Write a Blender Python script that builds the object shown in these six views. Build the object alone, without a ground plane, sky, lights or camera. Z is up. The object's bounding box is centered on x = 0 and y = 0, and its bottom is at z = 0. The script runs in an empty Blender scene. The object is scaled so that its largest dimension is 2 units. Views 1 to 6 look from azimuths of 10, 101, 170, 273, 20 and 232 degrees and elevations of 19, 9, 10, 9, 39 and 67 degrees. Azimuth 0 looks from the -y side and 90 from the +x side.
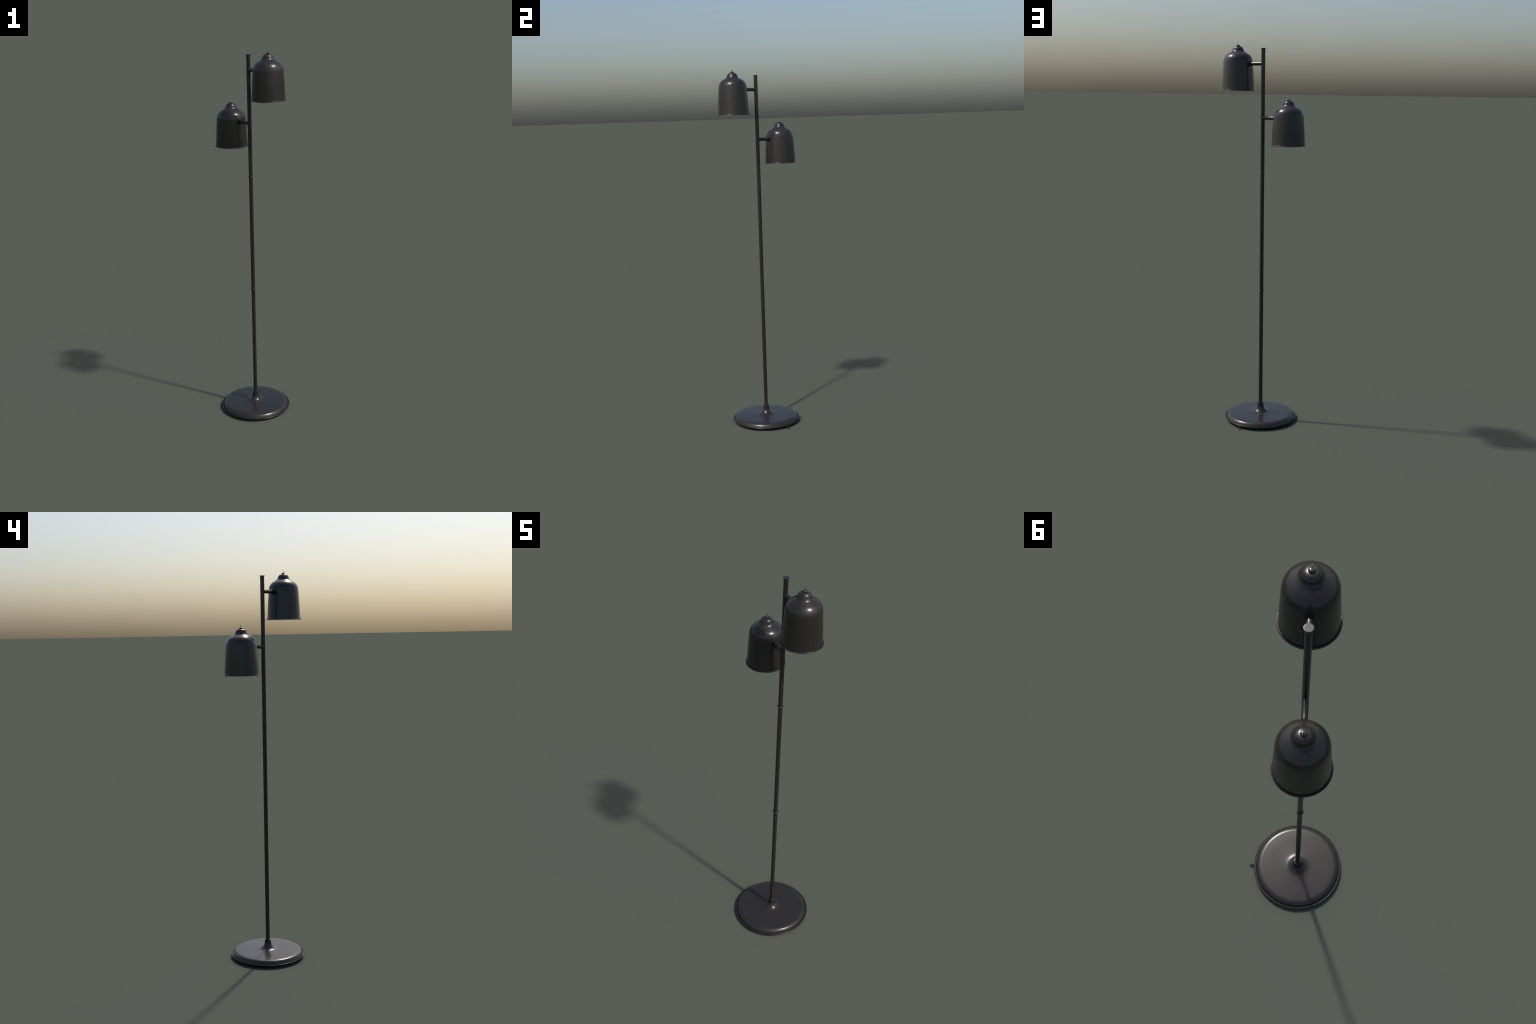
"""Two-light floor lamp: round domed foot, jointed slim pole with flat cap,
two bell-shaped metal shades on short side arms, cord stub at the foot."""
import bpy, bmesh, math
from mathutils import Vector, Matrix

# ------------------------------------------------------------------ sizes (m)
ARM_ANGLE = math.radians(-41.9)       # direction of the upper arm in plan
SHADE_REACH = 0.1557                  # pole axis to shade axis
UPPER_ARM_Z, LOWER_ARM_Z = 1.8915, 1.6195
POLE_R = 0.0103
POLE_TOP = 1.9672
COLLAR_TOP = 0.0890
RING_Z = (0.7137, 1.3403)

# ------------------------------------------------------------------ materials
def metal(name, colour, rough, metallic, spec=0.5, grain=0.10):
    """Painted gunmetal: even dark colour, very faint mottling and gloss variation."""
    m = bpy.data.materials.new(name)
    m.use_nodes = True
    nt = m.node_tree
    b = nt.nodes["Principled BSDF"]
    tc = nt.nodes.new("ShaderNodeTexCoord")
    n = nt.nodes.new("ShaderNodeTexNoise")
    n.inputs["Scale"].default_value = 35.0
    n.inputs["Detail"].default_value = 6.0
    nt.links.new(tc.outputs["Object"], n.inputs["Vector"])
    ramp = nt.nodes.new("ShaderNodeValToRGB")
    lo = [c * (1 - grain) for c in colour] + [1]
    hi = [c * (1 + grain) for c in colour] + [1]
    ramp.color_ramp.elements[0].position = 0.35
    ramp.color_ramp.elements[1].position = 0.65
    ramp.color_ramp.elements[0].color = lo
    ramp.color_ramp.elements[1].color = hi
    nt.links.new(n.outputs["Fac"], ramp.inputs["Fac"])
    nt.links.new(ramp.outputs["Color"], b.inputs["Base Color"])
    mr = nt.nodes.new("ShaderNodeMapRange")
    mr.inputs["To Min"].default_value = rough - 0.008
    mr.inputs["To Max"].default_value = rough + 0.008
    nt.links.new(n.outputs["Fac"], mr.inputs["Value"])
    nt.links.new(mr.outputs["Result"], b.inputs["Roughness"])
    b.inputs["Metallic"].default_value = metallic
    b.inputs["Specular IOR Level"].default_value = spec
    return m

GUNMETAL = metal("gunmetal_paint", (0.0215, 0.0187, 0.0170), 0.27, 0.0, grain=0.04)
FINIAL = metal("glossy_gunmetal", (0.030, 0.028, 0.027), 0.20, 0.0, 0.6)
STEEL = metal("steel_pin", (0.42, 0.42, 0.41), 0.25, 1.0)
NEAR_BLACK = metal("near_black", (0.006, 0.006, 0.006), 0.55, 0.0, 0.25)
CORD = metal("dark_cord", (0.020, 0.017, 0.019), 0.35, 0.0, 0.5)
LINING = metal("pale_lining", (0.68, 0.67, 0.64), 0.4, 0.0)
FROST = metal("frosted_bulb", (0.55, 0.54, 0.50), 0.35, 0.0)

# ------------------------------------------------------------------ helpers
def new_object(name, mesh, mat, parent, loc=(0, 0, 0)):
    o = bpy.data.objects.new(name, mesh)
    bpy.context.scene.collection.objects.link(o)
    if mat:
        mesh.materials.clear()
        mesh.materials.append(mat)
    o.parent = parent
    o.location = loc
    return o

def smooth_curve(pts, per=6):
    """Catmull-Rom through (r, z) control points; a point given as (r, z, 1) is a hard corner."""
    runs, cur = [], [pts[0]]
    for p in pts[1:]:
        cur.append(p)
        if len(p) == 3:
            runs.append(cur)
            cur = [p]
    if len(cur) > 1:
        runs.append(cur)
    out = []
    for run in runs:
        q = [Vector(p[:2]) for p in run]
        if len(q) == 2:
            seq = q
        else:
            e = [q[0] * 2 - q[1]] + q + [q[-1] * 2 - q[-2]]
            seq = []
            for i in range(1, len(e) - 2):
                a, b, c, d = e[i - 1], e[i], e[i + 1], e[i + 2]
                for k in range(per):
                    t = k / per
                    seq.append(0.5 * (2 * b + (c - a) * t + (2 * a - 5 * b + 4 * c - d) * t * t
                                      + (3 * b - a - 3 * c + d) * t ** 3))
            seq.append(q[-1])
        out += seq if not out else seq[1:]
    return out

def lathe(name, profile, seg=96, per=6, angle=35):
    """Surface of revolution about z; ends on the axis are closed with a fan."""
    prof = smooth_curve(profile, per)
    bm = bmesh.new()
    rings = []
    for p in prof:
        r, z = max(p[0], 0.0), p[1]
        if r < 1e-6:
            rings.append([bm.verts.new((0, 0, z))])
        else:
            rings.append([bm.verts.new((r * math.cos(2 * math.pi * i / seg),
                                        r * math.sin(2 * math.pi * i / seg), z)) for i in range(seg)])
    for a, b in zip(rings, rings[1:]):
        for i in range(seg):
            j = (i + 1) % seg
            if len(a) == 1 and len(b) == 1:
                continue
            if len(a) == 1:
                bm.faces.new((a[0], b[j], b[i]))
            elif len(b) == 1:
                bm.faces.new((a[i], a[j], b[0]))
            else:
                bm.faces.new((a[i], a[j], b[j], b[i]))
    bmesh.ops.recalc_face_normals(bm, faces=bm.faces)
    me = bpy.data.meshes.new(name)
    bm.to_mesh(me)
    bm.free()
    me.polygons.foreach_set("use_smooth", [True] * len(me.polygons))
    me.set_sharp_from_angle(angle=math.radians(angle))
    return me

def rod(r, length, bevel=0.0006):
    """Profile of a solid rod from z = 0 to z = length with small chamfers."""
    return [(0, 0, 1), (r - bevel, 0, 1), (r, bevel, 1), (r, length - bevel, 1),
            (r - bevel, length, 1), (0, length, 1)]

def empty(name, parent=None, loc=(0, 0, 0), rot_z=0.0):
    o = bpy.data.objects.new(name, None)
    o.empty_display_size = 0.05
    bpy.context.scene.collection.objects.link(o)
    o.parent = parent
    o.location = loc
    o.rotation_euler = (0, 0, rot_z)
    return o

# ------------------------------------------------------------------ lamp root
lamp = empty("floor_lamp")
lamp["label"] = "dark gunmetal floor lamp with two bell-shaped shades on slim pole"
lamp["category"] = "floor lamp"

# ------------------------------------------------------------------ base
base_profile = [
    (0.0, COLLAR_TOP, 1), (0.0110, COLLAR_TOP, 1), (0.0153, COLLAR_TOP, 1), (0.0160, COLLAR_TOP - 0.0003, 1),
    (0.0163, COLLAR_TOP - 0.0010, 1),
    (0.0164, 0.080), (0.0168, 0.0712), (0.0184, 0.0626), (0.0221, 0.0549), (0.0277, 0.0481),
    (0.0345, 0.0432), (0.0420, 0.0402), (0.0507, 0.0388), (0.0620, 0.0381), (0.0900, 0.0373), (0.1250, 0.0366),
    (0.1500, 0.0358), (0.1605, 0.0353), (0.1670, 0.0342), (0.1725, 0.0318), (0.1772, 0.0278),
    (0.1806, 0.0232), (0.1826, 0.0186), (0.1838, 0.0152), (0.1842, 0.0126, 1),
    (0.1872, 0.0126, 1), (0.1880, 0.0146), (0.1891, 0.0160), (0.1906, 0.0159), (0.1917, 0.0142),
    (0.1910, 0.0122), (0.1888, 0.0110, 1), (0.1800, 0.0110, 1), (0.0, 0.0110, 1)]
base = new_object("base", lathe("base", base_profile, 160, 6), GUNMETAL, lamp)
foot_profile = [(0.0, 0.0, 1), (0.1705, 0.0, 1), (0.1720, 0.0015, 1), (0.1720, 0.0107, 1), (0.0, 0.0107, 1)]
new_object("foot_pad", lathe("foot_pad", foot_profile, 128), NEAR_BLACK, base)
# cord stub leaves the base at right angles to the arms
cord = new_object("power_cord", lathe("power_cord", rod(0.0036, 0.0652, 0.0005), 24), CORD, lamp)
a = ARM_ANGLE + math.pi / 2
cord.location = (0.1475 * math.cos(a), 0.1475 * math.sin(a), 0.0056)
cord.rotation_euler = (0, math.pi / 2, a)

# ------------------------------------------------------------------ pole
pole = new_object("pole", lathe("pole", rod(POLE_R, POLE_TOP - 0.035 - 0.001), 64), GUNMETAL, lamp, (0, 0, 0.035))
cap_profile = [(0, -0.002, 1), (0.0102, -0.002, 1), (0.0106, -0.0016), (0.0124, -0.0002), (0.0135, 0.0008),
               (0.0139, 0.0016), (0.0135, 0.0022), (0.0126, 0.0025, 1), (0.0120, 0.0026, 1), (0.0110, 0.0026, 1), (0, 0.0026, 1)]
new_object("pole_cap", lathe("pole_cap", cap_profile, 64), GUNMETAL, pole, (0, 0, POLE_TOP - 0.001 - 0.035))
ring_profile = [(0.0090, -0.0026, 1), (0.0101, -0.0026), (0.0128, -0.0022), (0.0141, -0.0010), (0.0144, 0.0),
                (0.0141, 0.0010), (0.0128, 0.0022), (0.0101, 0.0026), (0.0090, 0.0026, 1)]
ring_mesh = lathe("joint_ring", ring_profile, 64)
for z in RING_Z:
    new_object("joint_ring", ring_mesh, GUNMETAL, pole, (0, 0, z - 0.035))

# ------------------------------------------------------------------ lamp heads
# heights are relative to the arm (z = 0 at the arm axis); shade axis at r = 0
A = UPPER_ARM_Z
outer = [
    (0.0, 1.9806 - A), (0.0060, 1.9804 - A), (0.0120, 1.9798 - A), (0.0180, 1.9780 - A), (0.0228, 1.9743 - A),
    (0.0262, 1.9693 - A), (0.0281, 1.9645 - A), (0.0297, 1.9600 - A), (0.0320, 1.9563 - A),
    (0.0358, 1.9527 - A), (0.0415, 1.9491 - A), (0.0500, 1.9442 - A), (0.0580, 1.9388 - A),
    (0.0642, 1.9327 - A), (0.0692, 1.9258 - A), (0.0726, 1.9183 - A), (0.0746, 1.9105 - A),
    (0.0757, 1.9030 - A), (0.0767, 1.8890 - A), (0.0787, 1.8600 - A), (0.0810, 1.8200 - A),
    (0.0830, 1.7820 - A), (0.0842, 1.7605 - A, 1)]
rim = [(0.0843, 1.7582 - A, 1), (0.0852, 1.7589 - A), (0.0866, 1.7592 - A), (0.0881, 1.7584 - A), (0.0889, 1.7562 - A),
       (0.0888, 1.7546 - A), (0.0886, 1.7539 - A, 1)]
inner = [(0.0884, 1.7529 - A), (0.0870, 1.7523 - A), (0.0854, 1.7528 - A), (0.0838, 1.7550 - A), (0.0830, 1.7590 - A), (0.0818, 1.7820 - A), (0.0798, 1.8200 - A), (0.0775, 1.8600 - A), (0.0753, 1.8900 - A),
         (0.0732, 1.9100 - A), (0.0680, 1.9240 - A), (0.0570, 1.9370 - A), (0.0400, 1.9480 - A),
         (0.0290, 1.9560 - A), (0.0260, 1.9660 - A), (0.0180, 1.9750 - A), (0.0, 1.9775 - A, 1)]
GROW = 0.0004                          # skin of paint on the outside
outer = [(p[0] + GROW * min(1, p[0] / 0.02),) + tuple(p[1:]) for p in outer]
rim = [(p[0] + GROW * 1,) + tuple(p[1:]) for i, p in enumerate(rim)]
shade_mesh = lathe("shade", outer + rim, 128, 5, 40)
lining_mesh = lathe("shade_lining", [rim[-1]] + inner, 128, 5, 40)
finial_profile = [(0, -0.001, 1), (0.0094, -0.001, 1), (0.0098, 0.0012), (0.0097, 0.0032), (0.0088, 0.0050),
                  (0.0070, 0.0062), (0.0045, 0.0069), (0.0020, 0.0071), (0.0, 0.0071, 1)]
finial_mesh = lathe("finial", finial_profile, 48)
pin_mesh = lathe("finial_pin", rod(0.0017, 0.0150, 0.0004), 20)
arm_mesh = lathe("arm", rod(0.0094, 0.076, 0.0004), 48)
collar_profile = [(0.0090, 0.0, 1), (0.0112, 0.0, 1), (0.0118, 0.0006, 1), (0.0118, 0.0140, 1), (0.0090, 0.0140, 1)]
collar_mesh = lathe("arm_collar", collar_profile, 48)
socket_mesh = lathe("bulb_socket", [(0, 0.0825, 1), (0.0190, 0.0825, 1), (0.0200, 0.0815, 1), (0.0200, 0.030, 1),
                                    (0.0190, 0.029, 1), (0, 0.029, 1)], 48)
bulb_mesh = lathe("light_bulb", [(0.0, 0.0285, 1), (0.0135, 0.0285, 1), (0.0135, 0.018), (0.0160, 0.008), (0.0235, -0.008),
                                 (0.0290, -0.024), (0.0295, -0.038), (0.0250, -0.052), (0.0150, -0.061),
                                 (0.0, -0.064, 1)], 48)

for z, turn in ((UPPER_ARM_Z, 0.0), (LOWER_ARM_Z, math.pi)):
    ang = ARM_ANGLE + turn
    head = empty("lamp_head", lamp, (0, 0, z), ang)
    arm = new_object("arm", arm_mesh, GUNMETAL, head, (0.006, 0, 0))
    arm.rotation_euler = (0, math.pi / 2, 0)
    collar = new_object("arm_collar", collar_mesh, NEAR_BLACK, head, (0.0715, 0, 0))
    collar.rotation_euler = (0, math.pi / 2, 0)
    new_object("shade", shade_mesh, GUNMETAL, head, (SHADE_REACH, 0, 0))
    new_object("finial", finial_mesh, FINIAL, head, (SHADE_REACH, 0, 1.9806 - A))
    pin = new_object("finial_pin", pin_mesh, STEEL, head, (SHADE_REACH, 0, 1.9851 - A))
    pin.rotation_euler = (0, math.radians(14), 0)
    new_object("shade_lining", lining_mesh, LINING, head, (SHADE_REACH, 0, 0))
    new_object("bulb_socket", socket_mesh, GUNMETAL, head, (SHADE_REACH, 0, 0))
    new_object("light_bulb", bulb_mesh, FROST, head, (SHADE_REACH, 0, 0))
